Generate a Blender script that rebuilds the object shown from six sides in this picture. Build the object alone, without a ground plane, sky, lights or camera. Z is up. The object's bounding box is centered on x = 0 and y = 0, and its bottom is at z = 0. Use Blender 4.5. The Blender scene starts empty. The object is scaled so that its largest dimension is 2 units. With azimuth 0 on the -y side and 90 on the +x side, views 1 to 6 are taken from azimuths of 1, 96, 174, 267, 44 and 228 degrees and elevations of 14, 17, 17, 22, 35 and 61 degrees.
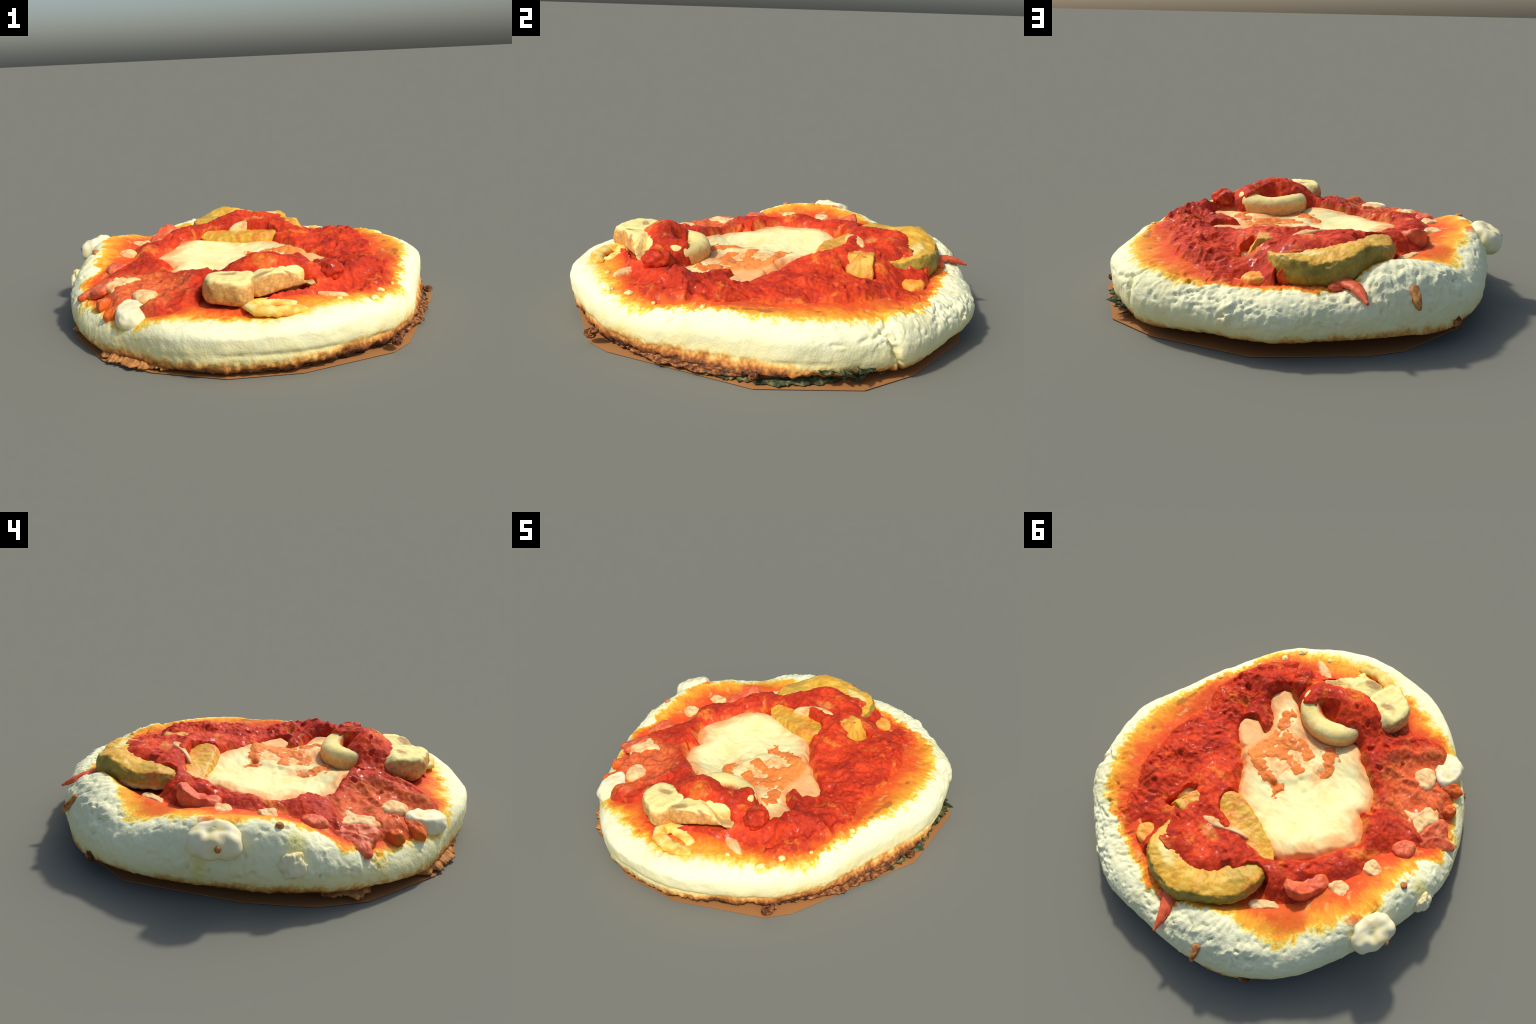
# A small round pizza on a thin brown board: puffy pale crust, tomato sauce ring,
# melted cheese pool, mushroom ring and slice, courgette slab, cheese crumbs.
import bpy, math
import numpy as np

TAU = 2 * math.pi

# ----------------------------------------------------------------------------
# small maths toolbox
# ----------------------------------------------------------------------------
def hash3(ix, iy, iz, seed):
    h = (ix * 374761393 + iy * 668265263 + iz * 2147483647 + seed * 1274126177) & 0xFFFFFFFF
    h = ((h ^ (h >> 13)) * 1274126177) & 0xFFFFFFFF
    h = ((h ^ (h >> 16)) * 2246822519) & 0xFFFFFFFF
    return h ^ (h >> 15)

def perlin(p, seed=0):
    """Gradient noise of points p (n,3), about -1..1."""
    i = np.floor(p).astype(np.int64)
    f = p - i
    u = f * f * f * (f * (f * 6 - 15) + 10)
    def corner(dx, dy, dz):
        h = hash3(i[:, 0] + dx, i[:, 1] + dy, i[:, 2] + dz, seed)
        a = (h & 0xFFFF) / 65536.0 * TAU
        z = ((h >> 16) & 0xFFFF) / 32768.0 - 1.0
        s = np.sqrt(np.maximum(0, 1 - z * z))
        return s * np.cos(a) * (f[:, 0] - dx) + s * np.sin(a) * (f[:, 1] - dy) + z * (f[:, 2] - dz)
    def mix(a, b, t):
        return a + (b - a) * t
    x00 = mix(corner(0, 0, 0), corner(1, 0, 0), u[:, 0]); x10 = mix(corner(0, 1, 0), corner(1, 1, 0), u[:, 0])
    x01 = mix(corner(0, 0, 1), corner(1, 0, 1), u[:, 0]); x11 = mix(corner(0, 1, 1), corner(1, 1, 1), u[:, 0])
    return 1.5 * mix(mix(x00, x10, u[:, 1]), mix(x01, x11, u[:, 1]), u[:, 2])

def fbm(p, scale, octaves=3, seed=0, gain=0.5):
    out, amp, s = np.zeros(len(p)), 1.0, scale
    for o in range(octaves):
        out += amp * perlin(p * s + 13.7 * o, seed + o)
        amp *= gain; s *= 2.03
    return out

def billow(p, scale, seed=0):
    """Rounded puffs with sharp creases, 0..1."""
    return 1 - np.abs(perlin(p * scale, seed))

def smooth(x, a=0.0, b=1.0):
    t = np.clip((x - a) / (b - a), 0, 1)
    return t * t * (3 - 2 * t)

def xyz(x, y, z=0.0):
    return np.stack([np.asarray(x, float).ravel(), np.asarray(y, float).ravel(), np.broadcast_to(np.asarray(z, float), np.shape(x)).ravel()], -1)

def ring_values(table, angle):
    """Periodic Catmull-Rom reading of a table of evenly spaced angles."""
    t = np.asarray(table, float); n = len(t)
    x = (np.asarray(angle) % TAU) / TAU * n
    j = np.floor(x).astype(int); f = x - j
    p0, p1, p2, p3 = (t[(j + o) % n] for o in (-1, 0, 1, 2))
    return p1 + .5 * f * (p2 - p0 + f * (2 * p0 - 5 * p1 + 4 * p2 - p3 + f * (3 * (p1 - p2) + p3 - p0)))

def closed_curve(points, n):
    """Closed Catmull-Rom curve through 2-D points, n samples evenly along its length."""
    p = np.asarray(points, float); m = len(p)
    k = np.arange(m * 12) / 12.0
    j = np.floor(k).astype(int); f = (k - j)[:, None]
    p0, p1, p2, p3 = (p[(j + o) % m] for o in (-1, 0, 1, 2))
    c = p1 + .5 * f * (p2 - p0 + f * (2 * p0 - 5 * p1 + 4 * p2 - p3 + f * (3 * (p1 - p2) + p3 - p0)))
    c2 = np.vstack([c, c[:1]]); L = np.concatenate([[0], np.cumsum(np.hypot(*np.diff(c2, axis=0).T))])
    s = np.linspace(0, L[-1], n, endpoint=False)
    return np.stack([np.interp(s, L, c2[:, 0]), np.interp(s, L, c2[:, 1])], -1)

def inside_distance(x, y, outline, n=90):
    """Signed distance to a closed smooth outline, positive inside."""
    c = closed_curve(outline, n); d = np.roll(c, -1, 0)
    X, Y = np.ravel(x), np.ravel(y)
    best = np.full(len(X), 9.0); odd = np.zeros(len(X), bool)
    for (ax, ay), (bx, by) in zip(c, d):
        ex, ey = bx - ax, by - ay
        t = np.clip(((X - ax) * ex + (Y - ay) * ey) / (ex * ex + ey * ey + 1e-12), 0, 1)
        best = np.minimum(best, (X - ax - t * ex) ** 2 + (Y - ay - t * ey) ** 2)
        cross = (ay > Y) != (by > Y)
        xi = ax + (Y - ay) * ex / (ey if abs(ey) > 1e-12 else 1e-12)
        odd ^= cross & (X < xi)
    return (np.sqrt(best) * np.where(odd, 1, -1)).reshape(np.shape(x))

def line_distance(x, y, pts):
    best = np.full(np.shape(x), 9.0)
    for (ax, ay), (bx, by) in zip(pts[:-1], pts[1:]):
        ex, ey = bx - ax, by - ay
        t = np.clip(((x - ax) * ex + (y - ay) * ey) / (ex * ex + ey * ey + 1e-12), 0, 1)
        best = np.minimum(best, (x - ax - t * ex) ** 2 + (y - ay - t * ey) ** 2)
    return np.sqrt(best)

class Levels:
    """A smooth height surface through a few measured heights (x, y, z)."""
    def __init__(self, pts, reach, base, soft=0.02):
        p = np.asarray(pts, float); self.c = p[:, :2]; self.reach = reach; self.base = base
        K = np.exp(-((self.c[:, None] - self.c[None]) ** 2).sum(-1) / reach ** 2)
        self.w = np.linalg.solve(K + soft * np.eye(len(p)), p[:, 2] - base)
    def __call__(self, x, y):
        X, Y = np.ravel(x), np.ravel(y); out = np.full(len(X), float(self.base))
        for (cx, cy), w in zip(self.c, self.w):
            out += w * np.exp(-((X - cx) ** 2 + (Y - cy) ** 2) / self.reach ** 2)
        return out.reshape(np.shape(x))

# ----------------------------------------------------------------------------
# the crust, described every 15 degrees (0 = +x, counter-clockwise)
# ----------------------------------------------------------------------------
CR_R  = [.858, .932, .976, 1.003, 1.000, 1.017, .986, .990, .994, .978, .936, .906, .915, .939, .945, .948, .948, .987, .983, .972, .930, .912, .870, .836]   # widest radius
CR_ZE = [.155, .165, .156, .140, .145, .142, .136, .156, .151, .131, .164, .175, .162, .120, .060, .081, .140, .164, .173, .176, .168, .145, .126, .140]     # its height
CR_RB = [-.025, .014, .069, .084, .084, .071, .046, .017, -.002, .032, .058, .064, .061, .050, .033, .013, .024, .060, .084, .098, .104, .078, .036, -.012]  # how far the lower edge is tucked in
CR_ZB = [.032, .044, .033, .040, .057, .061, .066, .076, .067, .071, .059, .049, .048, .050, .053, .028, .014, .017, .016, .022, .008, .008, .020, .031]     # height of the lower edge
CR_RC = [.148, .157, .163, .166, .158, .152, .146, .172, .186, .150, .122, .091, .136, .141, .142, .138, .134, .135, .139, .137, .142, .151, .157, .149]     # crest inwards of the widest radius
CR_ZC = [.102, .096, .104, .112, .106, .099, .126, .170, .176, .142, .166, .178, .173, .136, .132, .112, .082, .061, .050, .064, .084, .090, .104, .116]     # crest above the widest radius

# heights of the dough bed under the toppings
BED = Levels([(0, 0, .235), (.2, .0, .235), (-.2, .1, .235), (0, -.3, .235), (.0, .3, .24), (.35, .25, .235), (.4, -.3, .235), (-.35, -.15, .24), (-.48, .10, .270), (-.45, .28, .258), (-.50, -.10, .252), (-.38, .42, .255),
              (.73, -.16, .258), (.75, .06, .240), (.63, .33, .262), (.60, .43, .258), (.62, .22, .260), (.59, .53, .280), (.27, .70, .235), (.1, .76, .245), (-.10, .76, .248), (-.3, .62, .262),
              (-.52, .42, .285), (-.44, .57, .292), (-.62, .45, .302), (-.62, .24, .318), (-.70, .30, .328), (-.66, .03, .305), (-.71, -.15, .283), (-.60, -.35, .248), (-.48, -.55, .238),
              (-.36, -.68, .250), (-.19, -.79, .248), (-.17, -.72, .235), (.05, -.78, .250), (.27, -.76, .266), (.1, -.66, .26), (.38, -.66, .238), (.54, -.54, .235), (.62, -.40, .235), (.66, -.28, .243)], .26, .24, .03)

def crust(theta):
    R, ze, rb, zb, rc, zc = [ring_values(t, theta) for t in (CR_R, CR_ZE, CR_RB, CR_ZB, CR_RC, CR_ZC)]
    deg = np.degrees(theta) % 360
    return R, ze, rb, zb, rc, zc - .028 * np.exp(-((deg - 96) / 6) ** 2)     # dip where the tomato strip leaves the pizza

def dough_top(x, y):
    """Height of the smooth dough surface seen from above."""
    x, y = np.asarray(x, float), np.asarray(y, float)
    r = np.hypot(x, y); R, ze, rb, zb, rc, zc = crust(np.arctan2(y, x))
    k = R - rc
    outer = ze + zc * np.maximum(0, 1 - np.clip((r - k) / rc, 0, 1) ** (2 / .9)) ** .45
    t = smooth((k - r) / .12)
    return np.where(r > k, outer, (ze + zc) * (1 - t) + BED(x, y) * t)

# outlines of the toppings, seen from above ---------------------------------
SAUCE_EDGE = [(.690, -.10), (.655, .02), (.650, .14), (.645, .25), (.630, .38), (.575, .51), (.50, .60), (.48, .70), (.40, .75), (.26, .775), (.12, .80), (-.04, .82),
              (-.20, .70), (-.34, .56), (-.43, .535), (-.53, .46), (-.57, .30), (-.65, .22), (-.655, .10), (-.655, -.03), (-.71, -.12), (-.745, -.22), (-.80, -.31),
              (-.72, -.44), (-.69, -.53), (-.62, -.62), (-.50, -.74), (-.40, -.78), (-.31, -.755), (-.22, -.745), (-.14, -.81), (-.02, -.815), (.10, -.775), (.20, -.715), (.30, -.665),
              (.40, -.64), (.50, -.61), (.57, -.55), (.63, -.45), (.69, -.30), (.70, -.18)]
OIL_EDGE = [(.79, .10), (.785, .26), (.755, .42), (.70, .57), (.58, .69), (.45, .76), (.30, .81), (.12, .845), (-.04, .86), (-.13, .83), (-.24, .76), (-.33, .70), (-.42, .655),
            (-.52, .66), (-.60, .60), (-.64, .50), (-.69, .40), (-.77, .31), (-.795, .20), (-.79, .10), (-.775, .0), (-.77, -.10), (-.80, -.20), (-.84, -.30), (-.80, -.42),
            (-.72, -.54), (-.64, -.64), (-.55, -.75), (-.42, -.815), (-.26, -.845), (-.10, -.865), (.05, -.885), (.20, -.855), (.35, -.78), (.50, -.695), (.62, -.60),
            (.69, -.49), (.70, -.36), (.715, -.24), (.735, -.14), (.765, -.02)]
CHEESE_POOL = [(.40, -.30), (.385, -.37), (.27, -.33), (.14, -.27), (.015, -.28), (-.096, -.395), (-.20, -.33), (-.33, -.275), (-.388, -.199), (-.374, -.127), (-.42, -.10),
               (-.47, -.05), (-.483, .002), (-.437, .087), (-.389, .201), (-.319, .293), (-.266, .325), (-.135, .296), (.011, .262), (.078, .215), (.15, .13), (.20, .06), (.255, .035),
               (.255, -.05), (.25, -.13), (.27, -.20), (.33, -.25)]
CHEESE_PATCH = [(.425, -.08), (.375, -.150), (.285, -.113), (.236, -.055), (.252, .011), (.320, .012)]
RING_BARE = [(.27, -.335), (.235, -.345), (.205, -.365), (.145, -.380), (.05, -.40), (-.02, -.40), (-.07, -.41), (-.12, -.38), (-.04, -.28), (.06, -.24), (.16, -.24), (.24, -.27)]
RING_HOLE = [(.182, -.400), (.170, -.440), (.125, -.468), (.070, -.465), (.045, -.435), (.050, -.405), (.10, -.385), (.15, -.380)]
MUSHROOM_BARE = [(.27, -.560), (.20, -.556), (.12, -.592), (.06, -.650), (.01, -.660), (-.065, -.642), (-.14, -.614), (-.20, -.59), (-.225, -.64), (-.21, -.715), (-.10, -.765), (.0, -.745), (.13, -.682), (.275, -.600)]
COURGETTE_RIND = [(.165, .80), (.175, .73), (.145, .70), (.09, .715), (.0, .725), (-.085, .718), (-.170, .675), (-.222, .612), (-.245, .525), (-.27, .45), (-.36, .46), (-.37, .62), (-.25, .76), (-.10, .86), (.08, .86)]
COURGETTE_STRIP = [(.10, .24), (.115, .31), (.05, .365), (-.05, .385), (-.16, .39), (-.29, .355), (-.30, .31), (-.15, .26), (.0, .22)]
CREAM_STRIP = [(.10, .465), (.05, .425), (-.03, .40), (-.13, .37), (-.14, .385), (-.08, .42), (-.02, .455), (.04, .475)]
CHUNK_FACE = [(.25, .385), (.25, .515), (.29, .520), (.312, .51), (.306, .395), (.28, .38)]
DARK_POCKET = [(.30, .33), (.27, .40), (.30, .53), (.35, .46), (.36, .36)]

# heights of the sauce surface
SAUCE = Levels([(.33, .10, .288), (.50, .36, .306), (.56, .31, .312), (.65, .43, .274), (.60, .42, .290), (.128, .532, .370), (.133, .311, .358), (.24, .56, .325), (.357, -.476, .335), (.42, -.50, .275), (-.36, .22, .330), (-.42, .44, .345),
                (-.576, .155, .330), (-.58, .05, .338), (-.325, -.446, .284), (.53, -.25, .304), (.47, -.22, .276), (.60, -.30, .288), (.63, -.25, .278), (.66, -.16, .268), (-.418, .375, .355), (-.47, -.18, .306), (-.244, .36, .335),
                (.06, .28, .358), (.02, .30, .366), (-.55, -.10, .320), (.45, -.10, .270), (.43, -.18, .280), (.42, .06, .285), (.45, .25, .318), (.40, -.30, .302), (.21, .16, .320), (.23, .25, .350), (.54, .10, .282), (.57, .01, .264), (.28, .34, .335), (.36, .42, .298), (.38, .35, .292),
                (.47, .42, .312), (.33, .60, .275), (.25, .70, .248), (.42, .62, .262), (.46, -.42, .310), (.56, -.40, .280), (.61, -.02, .258), (.66, -.02, .255), (.57, .24, .296), (.59, .17, .288), (.65, .33, .262), (.55, .48, .298),
                (.23, -.07, .270), (.30, -.16, .280), (.28, .02, .270), (.40, -.09, .272), (.39, .0, .275), (.52, -.11, .286),
                (.0, .60, .392), (-.15, .54, .396), (.06, .68, .368), (-.10, .66, .392), (.09, .58, .386), (.12, .64, .360), (.17, .69, .342), (-.26, .46, .376), (-.34, .40, .360), (-.1, .42, .372),
                (-.03, .36, .362), (-.22, .41, .362), (-.24, .345, .336), (.02, .42, .374), (.2, .44, .358), (.21, .50, .355), (.275, .45, .290), (.08, -.49, .415), (.20, -.48, .392), (-.03, -.48, .398), (-.11, -.45, .345), (.17, -.555, .386), (.21, -.54, .375), (.14, -.58, .386), (.05, -.60, .390), (.05, -.535, .420), (-.10, -.60, .358),
                (-.16, -.50, .315), (.27, -.46, .362), (.30, -.54, .318), (.25, -.57, .335), (.262, -.385, .352), (.22, -.41, .382), (-.22, -.48, .305), (-.20, -.40, .325), (.32, -.42, .292), (-.32, -.335, .305), (-.45, -.34, .266), (-.50, .06, .318), (-.45, .13, .322), (-.43, .21, .326), (-.44, .31, .350), (-.52, .26, .330),
                (-.60, -.04, .305), (-.60, -.30, .256), (-.70, -.24, .268), (-.74, -.30, .245), (-.65, -.44, .256), (-.54, -.52, .236), (-.56, -.64, .222), (-.42, -.60, .245), (-.34, -.68, .242),
                (-.27, -.56, .286), (-.26, -.48, .310), (-.33, -.66, .266), (-.20, -.79, .256), (-.37, -.70, .256), (-.42, -.49, .252), (-.13, -.80, .262), (.02, -.80, .262), (.11, -.745, .264), (.22, -.675, .266), (.30, -.66, .248), (.48, -.60, .244)], .110, .275, .02)

def warp(x, y, amount, scale, seed):
    p = xyz(x, y)
    return (x + amount * fbm(p, scale, 3, seed).reshape(np.shape(x)), y + amount * fbm(p, scale, 3, seed + 50).reshape(np.shape(x)))

RIDGES = [  # folds of the soft tomato flesh on the left, and creased flows elsewhere: path, width, height
    ([(-.28, -.50), (-.38, -.62), (-.46, -.73)], .030, .016),
    ([(-.33, -.43), (-.46, -.47), (-.60, -.55), (-.64, -.60)], .024, .012),
    ([(-.44, -.30), (-.56, -.30), (-.70, -.25), (-.76, -.27)], .024, .014),
    ([(-.44, -.40), (-.58, -.445), (-.72, -.42)], .020, .010),
    ([(-.22, -.55), (-.28, -.64), (-.34, -.73)], .022, .012),
    ([(-.70, -.20), (-.75, -.26), (-.80, -.31)], .020, .012),
    ([(-.02, .42), (.10, .40), (.18, .36)], .025, .014),
    ([(.44, -.35), (.56, -.33), (.64, -.27)], .035, .014),
    ([(.33, .05), (.42, .12), (.52, .10)], .030, .010),
]
STRANDS = [[(.26, .05), (.225, -.01), (.215, -.07), (.235, -.14)], [(.235, .03), (.205, -.04), (.20, -.10)], [(.24, .05), (.16, .045), (.07, .055), (-.02, .07)], [(.26, -.05), (.17, -.055), (.08, -.10), (-.01, -.09)], [(.20, .03), (.15, -.06), (.13, -.14), (.19, -.20)],
           [(.25, -.14), (.18, -.15), (.08, -.20), (.02, -.19)], [(.30, -.17), (.26, -.24), (.27, -.31)], [(-.02, -.31), (-.09, -.24), (-.12, -.18)]]

PITS = [  # round bubbles burst in the sauce: x, y, radius, depth
    (-.425, -.182, .030, .035), (.541, -.235, .022, .022), (.629, -.237, .026, .022), (.704, -.168, .020, .016), (.585, -.30, .014, .012), (.49, -.17, .014, .012),
    (.52, -.05, .012, .010), (.40, -.42, .014, .014), (.06, -.555, .018, .010), (-.01, -.51, .016, .012), (-.10, -.50, .018, .016), (-.20, -.43, .024, .018),
    (-.30, -.38, .018, .014), (-.24, -.50, .020, .016), (-.36, -.50, .015, .014), (-.19, .56, .030, .020), (.13, .66, .016, .010), (.18, .55, .014, .014),
    (.30, .42, .014, .012), (.47, .28, .012, .010), (.40, .20, .012, .008), (.53, .40, .016, .014), (.44, .50, .018, .014), (-.52, .02, .014, .010), (-.45, .27, .016, .012),
    (-.37, .36, .016, .012), (.60, -.38, .016, .014), (.66, -.27, .014, .014), (.30, -.47, .016, .016),
]

def sauce_top(x, y):
    """Height of the sauce; sinks under the dough where there is none."""
    xw, yw = warp(x, y, .013, 11, 21)
    xf, yf = warp(xw, yw, .004, 60, 31)
    gentle = smooth(-x - .3 * y, .0, .35)                      # the left rim thins out slowly, the right rim stands up
    edge = inside_distance(xf, yf, SAUCE_EDGE, 160)
    m = smooth(edge / (.045 + .050 * gentle), -.22, 1)
    for shape, soft in ((CHEESE_POOL, .060), (CHEESE_PATCH, .018)):
        m = m * smooth(-inside_distance(xf, yf, shape, 90), -.008, soft)
    for shape, soft in ((RING_BARE, .014), (MUSHROOM_BARE, .016), (COURGETTE_RIND, .014), (COURGETTE_STRIP, .018), (CHUNK_FACE, .008)):
        m = m * smooth(-inside_distance(xf, yf, shape, 90), -.004, soft)
    xs, ys = warp(x, y, .026, 11, 91)
    strand = np.max([np.exp(-(line_distance(xs, ys, q) / .038) ** 2) for q in STRANDS], axis=0) * smooth(inside_distance(x, y, SAUCE_EDGE, 60), 0, .1)
    on_cheese = 1 - smooth(-inside_distance(xf, yf, CHEESE_POOL, 90), -.01, .03)
    xl, yl = warp(x, y, .03, 7, 41)
    p = xyz(xl, yl, 0.3)
    lumps = .013 * (billow(p, 10, 3) - .72) + .009 * (billow(p, 19, 5) - .72) + .0045 * fbm(p, 28, 3, 8) + .0016 * fbm(p, 90, 2, 9)
    lumps = lumps.reshape(np.shape(x)) * (1 + .7 * smooth(x, .25, .50))      # clots along the right side
    h = SAUCE(x, y) + lumps
    for path, width, height in RIDGES:
        h = h + height * np.exp(-(line_distance(xf, yf, path) / width) ** 2)
    h = h - .060 * smooth(inside_distance(xf, yf, RING_HOLE, 60), -.006, .022)
    xp, yp = warp(x, y, .011, 28, 81)
    for i, (cx, cy, rad, depth) in enumerate(PITS):
        t = i * 2.4; c, sn = math.cos(t), math.sin(t)
        u, v = (xp - cx) * c + (yp - cy) * sn, (yp - cy) * c - (xp - cx) * sn
        d = np.hypot(u / (1.25 * rad), v / (.8 * rad))
        h = h - depth * (1 - smooth(d, .3, 1.1)) + .12 * depth * np.exp(-((d - 1.3) / .3) ** 2)
    d = dough_top(x, y) - .014
    thin = cheese_top(x, y) - .0065 + .0125 * strand + .0050 * fbm(xyz(x, y, .2), 34, 3, 95).reshape(np.shape(x))                # a mere film where it runs over the cheese
    return np.where(on_cheese * strand > .01, np.maximum(d + m * (h - d), thin * on_cheese + (d + m * (h - d)) * (1 - on_cheese)), d + m * (h - d))

CHEESE = Levels([(.01, .06, .272), (.25, -.2, .262), (-.07, -.13, .268), (-.08, -.22, .262), (-.2, -.16, .252), (-.28, -.15, .266), (.02, .0, .280), (.02, -.15, .262), (-.09, -.06, .270), (-.2, .08, .280), (-.115, .135, .276), (-.25, .32, .286), (.1, .19, .304), (.06, .14, .292), (-.38, .12, .304), (-.45, -.02, .286), (-.36, -.2, .266), (-.05, -.35, .262), (-.24, -.275, .270), (-.13, -.38, .285),
                 (-.2, -.07, .266), (.36, -.33, .262), (.16, .0, .282), (.17, .11, .308), (.11, -.125, .262), (.16, -.14, .264), (.12, -.25, .266), (.1, -.03, .280), (.334, -.062, .257), (.25, -.03, .272), (-.32, .26, .312), (-.08, .27, .296), (-.2, .26, .296), (-.12, .22, .268)], .16, .268, .015)

def cheese_top(x, y):
    xw, yw = warp(x, y, .015, 9, 61)
    m = np.maximum(smooth(inside_distance(xw, yw, CHEESE_POOL), -.065, .0), smooth(inside_distance(xw, yw, CHEESE_PATCH), -.03, .015))
    p = xyz(x, y, 0.7)
    h = CHEESE(x, y) + (.0045 * fbm(p * np.array([.6, 1.6, 1]), 11, 3, 70) + .0035 * (billow(p * np.array([.7, 1.5, 1]), 17, 71) - .7)).reshape(np.shape(x))
    # a second, tinted flow lies over the front part of the pool
    step = np.abs(line_distance(xw, yw, [(.22, .07), (.13, .065), (.03, .072), (-.05, -.02), (-.09, -.15), (-.08, -.24)]))
    side = inside_distance(xw, yw, [(.30, .10), (.13, .065), (.03, .072), (-.05, -.02), (-.09, -.15), (-.08, -.30), (.2, -.4), (.5, -.3)])
    h = h + .008 * smooth(side, -.02, .025) * np.exp(-(np.maximum(side, 0) / .13) ** 2)
    for cx, cy, rad, depth in ((.011, .062, .020, .022), (-.06, -.05, .016, .010), (-.13, -.02, .012, .007), (.05, .1, .015, .008)):
        h = h - depth * np.exp(-((xw - cx) ** 2 + (yw - cy) ** 2) / rad ** 2)
    d = dough_top(x, y) - .012
    return d + m * (h - d)

# ----------------------------------------------------------------------------
# materials
# ----------------------------------------------------------------------------
class Nodes:
    """Short hand for building a node tree."""
    def __init__(self, name, rough=.6, spec=.3):
        self.mat = bpy.data.materials.new(name); self.mat.use_nodes = True
        self.t = self.mat.node_tree; self.t.nodes.clear()
        self.out = self.t.nodes.new("ShaderNodeOutputMaterial"); self.bsdf = self.t.nodes.new("ShaderNodeBsdfPrincipled")
        self.t.links.new(self.bsdf.outputs[0], self.out.inputs[0])
        self.bsdf.inputs["Roughness"].default_value = rough; self.bsdf.inputs["Specular IOR Level"].default_value = spec
        self.co = self.t.nodes.new("ShaderNodeTexCoord").outputs["Object"]
    def put(self, socket, v):
        if isinstance(v, bpy.types.NodeSocket): self.t.links.new(v, socket)
        elif isinstance(v, tuple) and len(v) == 3 and socket.type == "RGBA": socket.default_value = (*v, 1)
        else: socket.default_value = v
    def math(self, op, a, b=0.0, c=0.0, clamp=False):
        n = self.t.nodes.new("ShaderNodeMath"); n.operation = op; n.use_clamp = clamp
        for s, v in zip(n.inputs, (a, b, c)): self.put(s, v)
        return n.outputs[0]
    def sep(self, v=None):
        n = self.t.nodes.new("ShaderNodeSeparateXYZ"); self.put(n.inputs[0], v or self.co); return n.outputs
    def noise(self, scale, detail=3, rough=.55, distortion=0.0, stretch=None, seed=0.0):
        v = self.co
        if stretch or seed:
            m = self.t.nodes.new("ShaderNodeMapping"); self.put(m.inputs["Vector"], v)
            m.inputs["Scale"].default_value = stretch or (1, 1, 1); m.inputs["Location"].default_value = (seed, seed * .7, seed * 1.3); v = m.outputs[0]
        n = self.t.nodes.new("ShaderNodeTexNoise"); self.put(n.inputs["Vector"], v)
        for k, x in (("Scale", scale), ("Detail", detail), ("Roughness", rough), ("Distortion", distortion)): n.inputs[k].default_value = x
        return n.outputs["Fac"]
    def voronoi(self, scale, feature="F1"):
        n = self.t.nodes.new("ShaderNodeTexVoronoi"); n.feature = feature; self.put(n.inputs["Vector"], self.co); n.inputs["Scale"].default_value = scale
        return n.outputs["Distance"]
    def span(self, v, lo, hi, a=0.0, b=1.0):
        n = self.t.nodes.new("ShaderNodeMapRange"); n.interpolation_type = "SMOOTHSTEP"; n.clamp = True
        for k, x in zip(range(5), (v, lo, hi, a, b)): self.put(n.inputs[k], x)
        return n.outputs[0]
    def ramp(self, fac, stops):
        n = self.t.nodes.new("ShaderNodeValToRGB"); self.put(n.inputs[0], fac); e = n.color_ramp.elements
        while len(e) < len(stops): e.new(0.5)
        for el, (pos, col) in zip(e, sorted(stops)): el.position = pos; el.color = (*col, 1)
        return n.outputs[0]
    def mix(self, fac, a, b):
        n = self.t.nodes.new("ShaderNodeMix"); n.data_type = "RGBA"
        self.put(n.inputs[0], fac); self.put(n.inputs[6], a); self.put(n.inputs[7], b); return n.outputs[2]
    def spot(self, x, y, rx, ry=None, turn=0.0, wob=None, edge=(.8, 1.2)):
        """Mask 1 inside an ellipse about (x, y)."""
        ry = ry or rx; X, Y, _ = self.sep(); c, s = math.cos(turn), math.sin(turn)
        dx, dy = self.math("SUBTRACT", X, x), self.math("SUBTRACT", Y, y)
        u = self.math("DIVIDE", self.math("ADD", self.math("MULTIPLY", dx, c), self.math("MULTIPLY", dy, s)), rx)
        v = self.math("DIVIDE", self.math("SUBTRACT", self.math("MULTIPLY", dy, c), self.math("MULTIPLY", dx, s)), ry)
        d = self.math("SQRT", self.math("ADD", self.math("MULTIPLY", u, u), self.math("MULTIPLY", v, v)))
        if wob is not None: d = self.math("ADD", d, wob)
        return self.span(d, edge[0], edge[1], 1.0, 0.0)
    def polar(self, outline):
        """Radius of a star-shaped outline as a function of the angle about the z axis, and the angle itself."""
        c = closed_curve(outline, 400); a = np.arctan2(c[:, 1], c[:, 0]) / TAU + .5; o = np.argsort(a)
        r = np.hypot(c[:, 0], c[:, 1])[o]; a = a[o]
        n = self.t.nodes.new("ShaderNodeFloatCurve"); cu = n.mapping.curves[0]
        k = 40; pos = np.linspace(0, 1, k + 1); val = np.interp(pos, np.concatenate([a - 1, a, a + 1]), np.concatenate([r, r, r]))
        while len(cu.points) < k + 1: cu.points.new(.5, .5)
        for p, x, y in zip(cu.points, pos, val): p.location = (x, y)
        n.mapping.update()
        self.put(n.inputs["Value"], self.angle()); return n.outputs[0]
    def angle(self):
        X, Y, _ = self.sep(); return self.math("ADD", self.math("DIVIDE", self.math("ARCTAN2", Y, X), TAU), .5)
    def radius(self):
        X, Y, _ = self.sep(); return self.math("SQRT", self.math("ADD", self.math("MULTIPLY", X, X), self.math("MULTIPLY", Y, Y)))
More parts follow.
